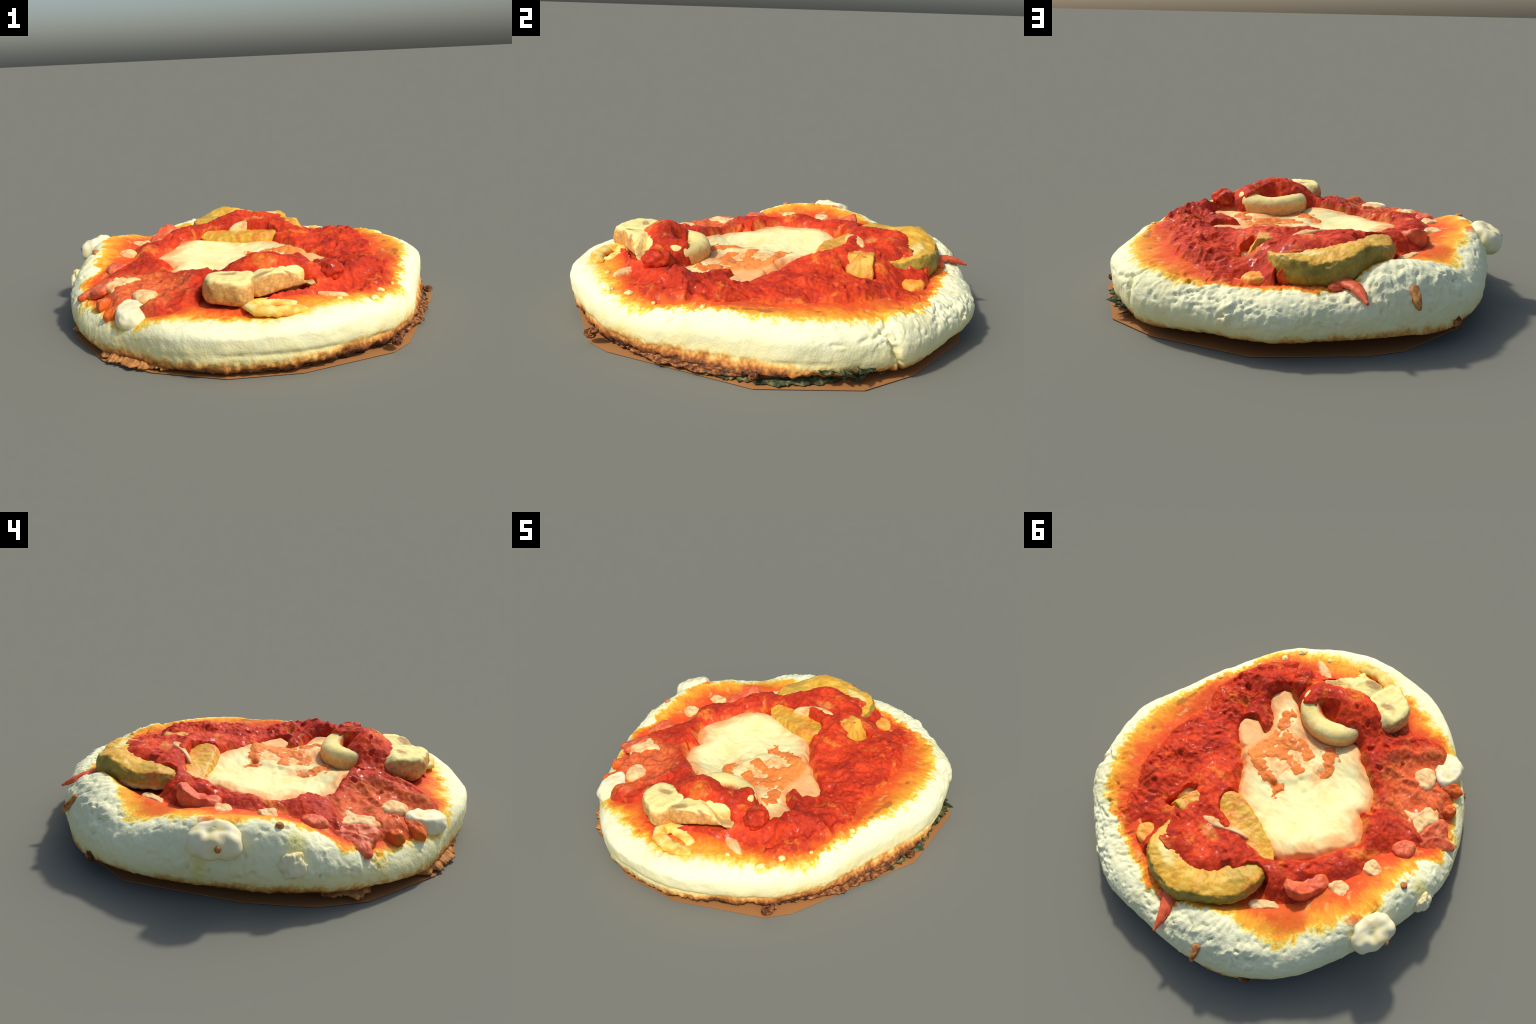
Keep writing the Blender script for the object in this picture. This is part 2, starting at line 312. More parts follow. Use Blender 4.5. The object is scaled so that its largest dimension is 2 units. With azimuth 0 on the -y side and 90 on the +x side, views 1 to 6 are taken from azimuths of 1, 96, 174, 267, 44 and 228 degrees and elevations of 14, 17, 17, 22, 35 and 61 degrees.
    def bump(self, height, strength=.3, dist=.004):
        n = self.t.nodes.new("ShaderNodeBump"); n.inputs["Strength"].default_value = strength; n.inputs["Distance"].default_value = dist
        self.put(n.inputs["Height"], height); self.put(self.bsdf.inputs["Normal"], n.outputs[0])
    def colour(self, c): self.put(self.bsdf.inputs["Base Color"], c)
    def normal_z(self):
        g = self.t.nodes.new("ShaderNodeNewGeometry"); return self.sep(g.outputs["Normal"])[2]

CREAM = (.88, .87, .55)

def dough_material():
    n = Nodes("baked_dough", .75, .2)
    r, (X, Y, Z) = n.radius(), n.sep()
    ro, rs = n.polar(OIL_EDGE), n.polar(SAUCE_EDGE)
    streak = n.noise(14, 4, .6)
    fine = n.noise(55, 3, .6)
    wob = n.math("ADD", n.math("MULTIPLY", n.math("SUBTRACT", streak, .5), .15), n.math("MULTIPLY", n.math("SUBTRACT", fine, .5), .09))
    width = n.math("MAXIMUM", n.math("SUBTRACT", ro, rs), .055)
    t = n.math("DIVIDE", n.math("ADD", n.math("SUBTRACT", r, ro), wob), width)   # 0 at oil edge, -1 at sauce edge
    deep = n.math("MULTIPLY", n.span(n.math("ADD", Y, n.math("MULTIPLY", n.math("SUBTRACT", streak, .5), .5)), -.55, -.25), .16)   # more orange except at the front
    t = n.math("SUBTRACT", n.math("ADD", n.math("MULTIPLY", t, .5), .77), n.math("MULTIPLY", deep, n.span(t, .25, -.05)))
    oil = n.ramp(t, [(0.0, (.72, .075, .015)), (.26, (.80, .13, .018)), (.42, (.85, .26, .022)), (.58, (.88, .41, .035)), (.70, (.88, .64, .09)), (.82, (.86, .76, .30)), (.94, CREAM)])
    cream = n.mix(n.span(n.noise(5, 3), .45, .75), CREAM, (.87, .82, .46))
    col = n.mix(n.span(t, .78, .96), oil, cream)
    # browner toasted patches of the oily zone
    tan = n.math("MULTIPLY", n.span(n.noise(9, 5, .65, .6, seed=3.1), .55, .72), n.span(t, .20, .75, 1.0, 0.0))
    col = n.mix(n.math("MULTIPLY", tan, .6), col, (.62, .19, .025))
    speck = n.math("MULTIPLY", n.span(n.noise(38, 5, .7, 1.0, seed=9.2), .56, .68), n.span(t, .15, .80, 1.0, 0.0))
    col = n.mix(n.math("MULTIPLY", speck, .55), col, (.66, .10, .015))
    pale = n.math("MULTIPLY", n.span(n.noise(13, 4, .6, .8, seed=1.7), .56, .70), n.span(t, .25, .60, 1.0, .3))
    col = n.mix(n.math("MULTIPLY", pale, .5), col, (.88, .62, .20))
    gold = n.math("MULTIPLY", n.span(n.math("ADD", Z, n.math("MULTIPLY", n.math("SUBTRACT", streak, .5), .10)), .20, .07), n.span(r, .74, .80))
    col = n.mix(n.math("MULTIPLY", gold, .75), col, (.86, .74, .30))
    for x, y, rx, ry, a in ((.745, .07, .035, .018, 1.4), (.735, .0, .030, .010, 1.5), (.74, -.06, .02, .008, 1.3), (.72, .29, .015, .01, 0)):
        col = n.mix(n.math("MULTIPLY", n.spot(x, y, rx, ry, a, wob=n.math("MULTIPLY", n.math("SUBTRACT", fine, .5), 1.2)), .7), col, (.34, .12, .02))
    # strong red oil runs at the back left pocket
    for x, y, rx, ry, a in ((-.55, .50, .10, .08, .6), (-.775, .30, .05, .028, .9), (-.50, .46, .10, .06, .3)):
        col = n.mix(n.math("MULTIPLY", n.spot(x, y, rx, ry, a, wob=n.math("MULTIPLY", n.math("SUBTRACT", streak, .5), 1.2), edge=(.4, 1.25)), .8), col, (.80, .13, .02))
    # yellow oil spots on the crust
    for x, y, z0, rx in ((-.875, -.06, .28, .05), (-.83, .33, .32, .04)):
        col = n.mix(n.math("MULTIPLY", n.spot(x, y, rx, edge=(.2, 1.3)), .6), col, (.83, .72, .12))
    # toasted underside edge
    low = n.math("ADD", Z, n.math("ADD", n.math("ADD", n.math("MULTIPLY", n.math("SUBTRACT", streak, .5), .09), .008), n.math("MULTIPLY", n.math("SUBTRACT", fine, .5), .05)))
    low = n.math("SUBTRACT", low, n.math("MULTIPLY", n.span(n.math("SUBTRACT", X, n.math("MULTIPLY", Y, .6)), .5, .95), .020))  # darkest at the front right
    side = n.span(r, .74, .80)
    low = n.math("SUBTRACT", low, n.math("MULTIPLY", n.span(n.math("SUBTRACT", Y, X), .1, .9), .022))   # browned higher up at the back
    toast = n.ramp(n.math("DIVIDE", low, .105), [(0.0, (.03, .018, .012)), (.24, (.10, .042, .02)), (.42, (.36, .12, .03)), (.58, (.66, .30, .07)), (.78, (.82, .58, .18)), (1.0, (.84, .76, .42))])
    col = n.mix(n.math("MULTIPLY", n.span(low, .07, .105, 1.0, 0.0), side), col, toast)
    n.colour(col)
    n.bump(n.math("ADD", n.noise(110, 3), n.math("MULTIPLY", n.noise(40, 3), 1.5)), .35, .005)
    return n.mat

def sauce_material():
    n = Nodes("tomato_sauce", .5, .14)
    X, Y, Z = n.sep()
    a, b, c = n.noise(11, 5, .6, .4), n.noise(42, 4, .6), n.noise(4.5, 3, .5, .3, seed=6.)
    m = n.math("ADD", n.math("ADD", n.math("MULTIPLY", a, .40), n.math("MULTIPLY", b, .34)), n.math("MULTIPLY", c, .26))
    col = n.ramp(m, [(.32, (.28, .020, .010)), (.43, (.42, .030, .012)), (.51, (.57, .042, .013)), (.58, (.70, .065, .015)), (.68, (.80, .14, .030))])
    # softer orange-pink tomato flesh towards the front left
    flesh = n.math("MULTIPLY", n.spot(-.56, -.50, .27, .25, wob=n.math("MULTIPLY", n.math("SUBTRACT", a, .5), .8), edge=(.7, 1.15)), .8)
    col = n.mix(flesh, col, n.ramp(b, [(.3, (.58, .080, .022)), (.5, (.73, .145, .040)), (.7, (.82, .25, .08))]))
    film = n.math("MULTIPLY", n.spot(.08, -.12, .24, .17, .35, edge=(.8, 1.15)), n.span(Z, .315, .300))
    col = n.mix(n.math("MULTIPLY", film, .75), col, n.ramp(b, [(.32, (.66, .075, .018)), (.50, (.79, .17, .035)), (.68, (.86, .36, .10))]))
    # thin sauce turns orange beside the cheese and at its outer rim
    r, rs = n.radius(), n.polar(SAUCE_EDGE)
    w = n.math("MULTIPLY", n.math("SUBTRACT", a, .5), .14)
    rim = n.span(n.math("ADD", n.math("SUBTRACT", r, rs), w), -.045, .01)
    col = n.mix(n.math("MULTIPLY", rim, .75), col, (.80, .15, .018))
    inner = n.span(n.math("ADD", n.math("SUBTRACT", r, n.polar(CHEESE_POOL)), w), .055, .0)
    low = n.span(Z, .335, .30)
    col = n.mix(n.math("MULTIPLY", n.math("MULTIPLY", inner, low), .85), col, (.82, .24, .050))
    for x, y, rx, ry, t in ((.22, -.02, .08, .12, 0), (-.44, -.10, .05, .04, 0), (.22, -.14, .05, .06, 0), (.30, .02, .03, .03, 0), (.0, .5, .06, .03, 0)):
        col = n.mix(n.math("MULTIPLY", n.spot(x, y, rx, ry, t, wob=n.math("SUBTRACT", a, .5), edge=(.5, 1.3)), .7), col, (.83, .27, .06))
    patch = n.span(n.noise(7.5, 4, .62, .5, seed=11.), .58, .70)
    col = n.mix(n.math("MULTIPLY", patch, .55), col, n.ramp(b, [(.35, (.74, .15, .02)), (.65, (.84, .34, .045))]))
    brown = n.span(n.noise(9, 4, .6, .5, seed=14.), .60, .72)
    col = n.mix(n.math("MULTIPLY", brown, .45), col, (.34, .065, .022))
    # bits of dark herb
    col = n.mix(n.span(n.voronoi(26), .09, .05), col, n.mix(n.span(n.noise(7, 1, seed=8.), .5, .6), col, (.16, .035, .015)))
    n.colour(col)
    wet = n.span(n.noise(24, 4, .6, seed=5.), .56, .68)
    n.put(n.bsdf.inputs["Roughness"], n.math("SUBTRACT", .58, n.math("MULTIPLY", wet, .40)))
    n.put(n.bsdf.inputs["Specular IOR Level"], n.math("ADD", .10, n.math("MULTIPLY", wet, .45)))
    n.bump(n.math("ADD", n.noise(75, 4, .6), n.math("MULTIPLY", n.noise(30, 3), 1.2)), .40, .006)
    return n.mat

def cheese_material(name="melted_cheese", tinted=True):
    n = Nodes(name, .6, .25)
    a, b = n.noise(9, 4, .6, .5), n.noise(35, 3, .6)
    col = n.ramp(a, [(.35, (.90, .86, .42)), (.55, (.89, .80, .36)), (.75, (.87, .64, .24))])
    if tinted:
        w = n.math("MULTIPLY", n.math("SUBTRACT", a, .5), 1.6)
        stain = n.ramp(b, [(.33, (.76, .13, .03)), (.5, (.82, .27, .06)), (.68, (.87, .50, .15))])
        # a veil of tomato over the front part, torn into streaks
        veil = n.spot(.12, -.12, .30, .20, .35, wob=w, edge=(.55, 1.1))
        streak = n.span(n.noise(8, 4, .55, .4, stretch=(1.0, .55, 1), seed=4.), .46, .60)
        col = n.mix(n.math("MULTIPLY", veil, n.math("ADD", n.math("MULTIPLY", streak, .55), .18)), col, stain)
        fine = n.span(n.noise(22, 4, .6, .4, stretch=(1.0, .5, 1), seed=2.5), .58, .70)
        col = n.mix(n.math("MULTIPLY", n.math("MULTIPLY", fine, .55), veil), col, (.74, .12, .03))
        for x, y, rx, ry, t, amt in ((.235, -.02, .055, .13, .1, .85), (-.45, -.10, .05, .07, 0, .85), (.02, .065, .10, .018, .05, .55), (-.10, -.16, .02, .10, .3, .4), (.0, -.35, .14, .05, .2, .45), (.33, -.19, .09, .03, -.6, .6)):
            col = n.mix(n.math("MULTIPLY", n.spot(x, y, rx, ry, t, wob=w, edge=(.4, 1.25)), amt), col, stain)
        col = n.mix(n.math("MULTIPLY", n.spot(.33, -.065, .06, .07, wob=w, edge=(.6, 1.1)), .8), col, (.89, .74, .36))
        ri = n.polar(CHEESE_POOL)
        rim = n.span(n.math("ADD", n.math("SUBTRACT", n.radius(), ri), n.math("MULTIPLY", n.math("SUBTRACT", a, .5), .14)), -.085, .015)
        col = n.mix(n.math("MULTIPLY", rim, .75), col, n.mix(b, (.83, .24, .06), (.86, .46, .16)))
    n.colour(col)
    n.bump(n.math("ADD", n.noise(60, 4), n.noise(25, 3)), .2, .004)
    return n.mat

def curd_material():
    n = Nodes("fresh_curd", .6, .3)
    X, Y, Z = n.sep(); a = n.noise(14, 3)
    col = n.ramp(a, [(.35, (.86, .81, .54)), (.65, (.86, .74, .38))])
    col = n.mix(n.math("MULTIPLY", n.span(n.noise(11, 2, seed=2.), .58, .66), .4), col, (.84, .74, .16))
    n.colour(col); n.bump(n.noise(50, 3), .2, .004); return n.mat

def crumb_material():
    n = Nodes("cheese_crumb", .6, .25)
    a = n.noise(22, 3)
    n.colour(n.ramp(a, [(.3, (.85, .50, .19)), (.48, (.87, .62, .28)), (.68, (.84, .34, .10))])); n.bump(n.noise(60, 3), .2, .004); return n.mat

def butter_material():
    n = Nodes("buttery_onion", .6, .25)
    a = n.noise(20, 3); Z = n.sep()[2]
    n.colour(n.ramp(n.math("ADD", a, n.math("MULTIPLY", n.math("SUBTRACT", Z, .265), 6.0)), [(.3, (.84, .36, .05)), (.48, (.87, .62, .13)), (.68, (.88, .78, .33))])); n.bump(n.noise(60, 3), .2, .004); return n.mat

def mushroom_material(brown=True):
    n = Nodes("mushroom_flesh", .6, .25)
    a, b = n.noise(16, 4, .6), n.noise(45, 4, .65, .5)
    cream = n.ramp(a, [(.3, (.88, .72, .22)), (.55, (.89, .79, .32)), (.75, (.82, .52, .15))])
    skin = n.ramp(b, [(.3, (.28, .10, .025)), (.5, (.58, .24, .055)), (.7, (.78, .42, .11))])
    side = n.span(n.math("ADD", n.normal_z(), n.math("MULTIPLY", n.math("SUBTRACT", a, .5), .9)), .40, .80, 1.0, 0.0)
    col = n.mix(n.math("MULTIPLY", side, .85 if brown else .45), cream, skin)
    if brown:
        for x, y, rx, ry, t in ((-.095, -.655, .05, .022, .35), (.05, -.70, .05, .03, .4), (.25, -.575, .05, .04, 0), (.16, -.66, .02, .012, .3)):
            col = n.mix(n.math("MULTIPLY", n.spot(x, y, rx, ry, t, wob=n.math("SUBTRACT", a, .5), edge=(.5, 1.15)), .75), col, n.ramp(b, [(.35, (.30, .12, .04)), (.7, (.55, .26, .09))]))
    n.colour(col); n.bump(n.math("ADD", n.noise(50, 4), n.noise(120, 2)), .3, .004); return n.mat

def ring_material():
    n = Nodes("mushroom_ring_flesh", .6, .25)
    a, b = n.noise(16, 4, .6), n.noise(45, 4, .65, .5); Z = n.sep()[2]
    cream = n.ramp(a, [(.3, (.88, .70, .20)), (.55, (.89, .77, .31)), (.78, (.82, .46, .11))])
    low = n.span(n.math("ADD", Z, n.math("MULTIPLY", n.math("SUBTRACT", a, .5), .05)), .345, .30)
    col = n.mix(n.math("MULTIPLY", low, .8), cream, n.ramp(b, [(.3, (.55, .20, .04)), (.55, (.74, .38, .10)), (.75, (.80, .52, .19))]))
    hole = n.spot(.112, -.425, .085, .055, wob=n.math("MULTIPLY", n.math("SUBTRACT", a, .5), .7), edge=(.65, 1.1))
    col = n.mix(hole, col, n.ramp(b, [(.35, (.48, .05, .015)), (.65, (.76, .24, .04))]))
    n.colour(col); n.bump(n.math("ADD", n.noise(50, 4), n.noise(120, 2)), .3, .004); return n.mat

def courgette_material(name="courgette_skin", rind=True):
    n = Nodes(name, .5, .35)
    a, b = n.noise(15, 4, .6), n.noise(50, 3, .6); Z = n.sep()[2]
    flesh = n.ramp(a, [(.3, (.58, .29, .025)), (.5, (.70, .38, .035)), (.72, (.80, .52, .08))])
    if rind:
        green = n.ramp(n.math("ADD", n.math("MULTIPLY", a, .6), n.math("MULTIPLY", b, .4)), [(.32, (.15, .11, .015)), (.5, (.30, .22, .03)), (.68, (.46, .34, .05))])
        side = n.span(n.math("ADD", n.normal_z(), n.math("MULTIPLY", n.math("SUBTRACT", a, .5), .5)), .50, .85, 1.0, 0.0)
        back = n.span(n.sep()[1], .42, .50)
        col = n.mix(n.math("MULTIPLY", n.math("MULTIPLY", side, .9), back), flesh, green)
        w = n.math("MULTIPLY", n.math("SUBTRACT", a, .5), 1.2)
        col = n.mix(n.math("MULTIPLY", n.spot(.07, .715, .10, .035, -.35, wob=w, edge=(.5, 1.2)), .85), col, (.87, .70, .25))
        col = n.mix(n.math("MULTIPLY", n.spot(-.02, .43, .10, .03, .75, wob=w, edge=(.6, 1.3)), .8), col, (.86, .58, .20))
        col = n.mix(n.math("MULTIPLY", n.math("MULTIPLY", n.spot(-.25, .52, .06, .09, 0, wob=w), n.span(n.normal_z(), .6, .9)), .6), col, (.44, .33, .04))
        low = n.math("MULTIPLY", n.span(n.math("ADD", Z, n.math("MULTIPLY", n.math("SUBTRACT", a, .5), .03)), .325, .300), n.spot(-.36, .56, .13, .15, 0, wob=w))
        col = n.mix(n.math("MULTIPLY", low, .9), col, (.85, .72, .36))
    else:
        col = flesh
    stain = n.math("MULTIPLY", n.span(n.noise(13, 5, .65, .6, seed=7.), .46, .62), n.span(n.sep()[1], .66, .50))
    col = n.mix(n.math("MULTIPLY", stain, .75), col, n.ramp(b, [(.3, (.62, .09, .02)), (.7, (.82, .30, .04))]))
    n.colour(col); n.bump(n.math("ADD", n.noise(45, 4), n.noise(110, 2)), .35, .005); return n.mat

def plain_material(name, stops, scale=30, rough=.6, spec=.25, bump=.3):
    n = Nodes(name, rough, spec)
    n.colour(n.ramp(n.noise(scale, 4, .6), stops)); n.bump(n.noise(scale * 3, 3), bump, .004); return n.mat

# ----------------------------------------------------------------------------
# building
# ----------------------------------------------------------------------------
pizza = bpy.data.objects.new("pizza", None)
bpy.context.scene.collection.objects.link(pizza)
pizza["label"] = "small round pizza with puffy crust, tomato sauce, mushrooms and courgette"
pizza["category"] = "pizza"

def add(name, verts, faces, mat, parent=None, stuff=False):
    me = bpy.data.meshes.new(name)
    me.from_pydata(np.asarray(verts).tolist(), [], [tuple(int(i) for i in f) for f in faces])
    me.update(); me.polygons.foreach_set("use_smooth", np.ones(len(me.polygons), bool))
    o = bpy.data.objects.new(name, me); bpy.context.scene.collection.objects.link(o)
    o.parent = parent or pizza; me.materials.append(mat)
    if stuff: o["kind"] = "stuff"
    return o

def grid_normals(P):
    """Normals of an (m, n, 3) sheet closed in its second direction."""
    du = np.roll(P, -1, 1) - np.roll(P, 1, 1)
    dv = np.gradient(P, axis=0)
    N = np.cross(du, dv); L = np.linalg.norm(N, axis=-1, keepdims=True)
    return N / np.maximum(L, 1e-9)

def lathe_faces(m, n):
    i, j = np.meshgrid(np.arange(m - 1), np.arange(n), indexing="ij"); k = (j + 1) % n
    return np.stack([i * n + j, i * n + k, (i + 1) * n + k, (i + 1) * n + j], -1).reshape(-1, 4)

def build_dough(mat):
    n = 1000
    th = np.arange(n) / n * TAU
    R, ze, rb, zb, rc, zc = crust(th)
    rows = []
    rad = R - rb
    for f in np.linspace(.05, 1, 6)[:-1]:                      # flat sole
        rows.append(((rad - .34) * f, np.full(n, .006)))
    for f in np.linspace(0, 1, 10)[:-1]:                       # sole curls up to the lower edge
        a = f * math.pi / 2
        rows.append((rad - .34 * math.cos(a) ** 1.3, .006 + np.maximum(zb - .006, .012) * math.sin(a) ** .8 * (1 - .25 * math.sin(2 * a))))
    for a in np.linspace(0, math.pi / 2, 26)[:-1]:             # bulging side
        rows.append((R - rb + rb * math.sin(a) ** .85, zb + (ze - zb) * (1 - max(math.cos(a), 0) ** .85)))
    for a in np.linspace(0, math.pi / 2, 34)[:-1]:             # rounded rim up to the crest
        rows.append((R - rc + rc * math.cos(a) ** .9, ze + zc * math.sin(a) ** .9))
    for f in np.linspace(0, 1, 70)[:-1]:                       # inner slope and bed
        r = (R - rc) * (1 - f) + .02 * f
        rows.append((r, dough_top(r * np.cos(th), r * np.sin(th))))
    P = np.stack([np.stack([r * np.cos(th), r * np.sin(th), z], -1) for r, z in rows])
    N = grid_normals(P)
    if N[40, 0, 0] < 0: N = -N
    p = P.reshape(-1, 3); m = len(rows)
    r = np.hypot(p[:, 0], p[:, 1]); ang = np.degrees(np.arctan2(p[:, 1], p[:, 0])) % 360; z = p[:, 2]
    rough = smooth(ang, 5, 50) * (1 - smooth(ang, 205, 250))             # the back of the crust is flaky, the front smooth
    top = smooth(z, .10, .17) * smooth(r, .76, .84)
    d = .006 * fbm(p, 6, 3, 100)
    pw = p + .02 * np.stack([fbm(p, 14, 2, 105), fbm(p, 14, 2, 106), fbm(p, 14, 2, 107)], -1)
    flakes = fbm(pw, 20, 4, 110, .55)
    patchy = .35 + .65 * smooth(fbm(p, 5, 2, 125), -.35, .45)
    plates = np.minimum(np.abs(perlin(pw * 24, 120)) * 3, 1) - .8
    d += rough * top * patchy * (.0095 * flakes + .004 * plates - .016 * smooth(perlin(pw * 30, 130), .34, .62) + .004 * fbm(pw, 55, 2, 135))
    d += (1 - rough) * .0025 * fbm(p, 14, 3, 140) * smooth(r, .6, .8)
    d += .004 * fbm(p, 30, 3, 150) * smooth(r, .7, .8) * (1 - smooth(z, .05, .12))     # bumpy toasted edge
    # ragged, lumpy burnt foot that sticks out at the front right
    foot = (1 - smooth(z, .045, .085)) * smooth(z, .0, .012) * smooth(r, .80, .86)
    front = smooth(ang, 235, 275) * (1 - smooth(ang, 352, 360)) + (1 - smooth(ang, 10, 30))
    front = np.clip(front, 0, 1)
    d += foot * front * np.maximum(0, .020 * fbm(p, 20, 3, 160) + .004)
    # long crease under the front bulge
    crease = np.exp(-((z - .085 - .02 * np.sin(np.radians(ang) * 3)) / .012) ** 2) * smooth(r, .8, .86) * front
    d -= .006 * crease * (1 + fbm(p, 8, 2, 170))
    # cracks in the crust: angle, height range, depth, width
    for a0, slope, z0, z1, depth, w in ((338, 60, .17, .25, .012, .5), (38.5, -25, .0, .235, .026, .55), (36, 130, .19, .26, .014, .8), (30, 90, .18, .215, .012, 1.1), (24, -90, .17, .20, .010, 1.5)):
        at = a0 + slope * (z - (z0 + z1) / 2) + 1.1 * perlin(np.stack([z * 40, z * 0, z * 0 + a0], -1), 180)
        d -= depth * np.exp(-((ang - at) / w) ** 2) * smooth(z, z0, z0 + .02) * (1 - smooth(z, z1 - .02, z1)) * smooth(r, .7, .75)
    # the crust steps outwards behind the big crack
    d += .014 * smooth(ang, 38.2, 39.2) * (1 - smooth(ang, 42, 56)) * smooth(r, .84, .9) * smooth(z, .02, .06)
    # bed: gentle wrinkles
    d += .0035 * fbm(p, 18, 3, 190) * smooth(r, .45, .6) * (1 - smooth(r, .76, .84)) * smooth(z, .15, .2)
    p = p + N.reshape(-1, 3) * d[:, None]
    p[:, 2] = np.maximum(p[:, 2], .0045)
    faces = lathe_faces(m, n).tolist()
    v = np.vstack([p, [[0, 0, .006], [0, 0, dough_top(np.array(0.), np.array(0.)).item()]]]); b, t = m * n, m * n + 1
    faces += [(b, (j + 1) % n, j) for j in range(n)] + [(t, (m - 1) * n + j, (m - 1) * n + (j + 1) % n) for j in range(n)]
    return add("crust", v, faces, mat)

def build_sheet(name, mat, height, x0, x1, y0, y1, step, sunk=.010):
    """A soft layer: the part of a height surface that rises above the dough, with its rim sunk into it."""
    xs, ys = np.arange(x0, x1, step), np.arange(y0, y1, step)
    X, Y = np.meshgrid(xs, ys, indexing="ij")
    H = height(X, Y); show = H > dough_top(X, Y) - sunk
    keep = show[:-1, :-1] | show[1:, :-1] | show[:-1, 1:] | show[1:, 1:]
    i, j = np.nonzero(keep); n = len(ys)
    quads = np.stack([i * n + j, (i + 1) * n + j, (i + 1) * n + j + 1, i * n + j + 1], -1)
    used, inv = np.unique(quads, return_inverse=True)
    v = np.stack([X.ravel(), Y.ravel(), H.ravel()], -1)[used]
    return add(name, v, inv.reshape(-1, 4), mat)

def pillow(name, outline, top, bottom, mat, round_=.35, n=96, lump=.004, scale=22, seed=0, parent=None, rows=10, centre=None, sag=1.0, **kw):
    """A soft slab: smooth outline, rounded rim, top and bottom given as heights (numbers or functions of x, y)."""
    c = closed_curve(outline, n); mid = c.mean(0) if centre is None else np.array(centre)
    f = lambda g, q: (g(q[:, 0], q[:, 1]) if callable(g) else np.full(len(q), float(g)))
    rings = []
    def ring(s, h):                                            # h: -1 bottom .. 1 top
        q = mid + (c - mid) * s; t, b = f(top, q), f(bottom, q); rings.append(np.stack([q[:, 0], q[:, 1], (t + b) / 2 + h * (t - b) / 2], -1))
    inner = np.linspace(.04, 1 - round_, 7 if n < 150 else 34)
    for s in inner[:-1]: ring(s, -1)
    for a in np.linspace(-math.pi / 2, math.pi / 2, 2 * rows): ring(1 - round_ + round_ * math.cos(a) ** .9 * sag, math.copysign(abs(math.sin(a)) ** .9, a))
    for s in inner[-2::-1]: ring(s, 1)
    P = np.stack(rings); N = grid_normals(P)
    if (N[len(rings) // 2] * (P[len(rings) // 2] - P.mean((0, 1)))).sum() < 0: N = -N
    p = P.reshape(-1, 3); d = lump * (fbm(p, scale, 3, 300 + seed) + .5 * perlin(p * scale * 3, 320 + seed))
    p = p + N.reshape(-1, 3) * d[:, None]
    m = len(rings); k = len(p)
    v = np.vstack([p, [P[0].mean(0), P[-1].mean(0)]])
    faces = lathe_faces(m, n).tolist() + [(k, (j + 1) % n, j) for j in range(n)] + [(k + 1, (m - 1) * n + j, (m - 1) * n + (j + 1) % n) for j in range(n)]
    return add(name, v, faces, mat, parent, **kw)

def blob(name, centre, radii, mat, turn=0.0, lump=.2, scale=2.0, seed=0, squash=0.0, n=28, **kw):
    """A lumpy ellipsoid."""
    u = np.linspace(0, math.pi, n)[:, None]; w = np.arange(n * 2)[None] / (n * 2) * TAU
    d = np.stack([np.sin(u) * np.cos(w), np.sin(u) * np.sin(w), np.cos(u) + 0 * w], -1).reshape(-1, 3)
    s = 1 + lump * fbm(d, scale, 3, 400 + seed)
    q = d * s[:, None] * np.asarray(radii)
    c, sn = math.cos(turn), math.sin(turn)
    q = np.stack([q[:, 0] * c - q[:, 1] * sn, q[:, 0] * sn + q[:, 1] * c, q[:, 2]], -1) + np.asarray(centre)
    return add(name, q, lathe_faces(n, n * 2)[:, ::-1], mat, **kw)

def taper(name, path, widths, thick, mat, seed=0, sides=14, lump=.15, **kw):
    """A tapering strip with a rounded section swept along a 3-D path."""
    P = np.asarray(path, float); k = np.linspace(0, len(P) - 1, 36); j = np.arange(len(P))
    c = np.stack([np.interp(k, j, P[:, i]) for i in range(3)], -1); w = np.interp(k, j, widths); h = np.interp(k, j, thick)
    t = np.gradient(c, axis=0); t /= np.linalg.norm(t, axis=1, keepdims=True)
    s = np.cross(t, [0, 0, 1]); s /= np.linalg.norm(s, axis=1, keepdims=True); up = np.cross(s, t)
    a = np.arange(sides) / sides * TAU
    v = (c[:, None] + s[:, None] * (np.cos(a)[None, :, None] * w[:, None, None]) + up[:, None] * (np.sin(a)[None, :, None] * h[:, None, None]))
    flat = v.reshape(-1, 3); v = (c[:, None] + (v - c[:, None]) * (1 + lump * fbm(flat, 40, 2, 500 + seed).reshape(36, sides, 1))).reshape(-1, 3)
    k = len(v); v = np.vstack([v, c[:1], c[-1:]])
    faces = lathe_faces(36, sides).tolist() + [(k, (j + 1) % sides, j) for j in range(sides)] + [(k + 1, 35 * sides + j, 35 * sides + (j + 1) % sides) for j in range(sides)]
    return add(name, v, faces, mat, **kw)

# --- materials --------------------------------------------------------------
M_DOUGH, M_SAUCE, M_CHEESE = dough_material(), sauce_material(), cheese_material()
M_PALE = plain_material("pale_dough_crumb", [(.3, (.88, .62, .14)), (.6, (.88, .78, .32))], 20)
M_CURD, M_CRUMB, M_BUTTER = curd_material(), crumb_material(), butter_material()
M_MUSH, M_RING, M_COURG, M_CHUNK = mushroom_material(), ring_material(), courgette_material(), courgette_material("courgette_flesh", False)
M_TOMATO = plain_material("tomato_flesh", [(.3, (.60, .07, .025)), (.5, (.74, .12, .04)), (.72, (.82, .24, .09))], 26, .5, .3)
M_ORANGE = plain_material("orange_pepper", [(.3, (.80, .24, .03)), (.5, (.86, .36, .04)), (.72, (.87, .50, .09))], 22, .5, .3)
M_FLAKE = plain_material("toasted_flake", [(.3, (.30, .10, .03)), (.5, (.50, .21, .06)), (.72, (.66, .34, .11))], 40, .75, .15)
M_CHAR = plain_material("charred_bread", [(.34, (.035, .016, .010)), (.5, (.20, .07, .025)), (.66, (.50, .21, .065))], 45, .8, .15)
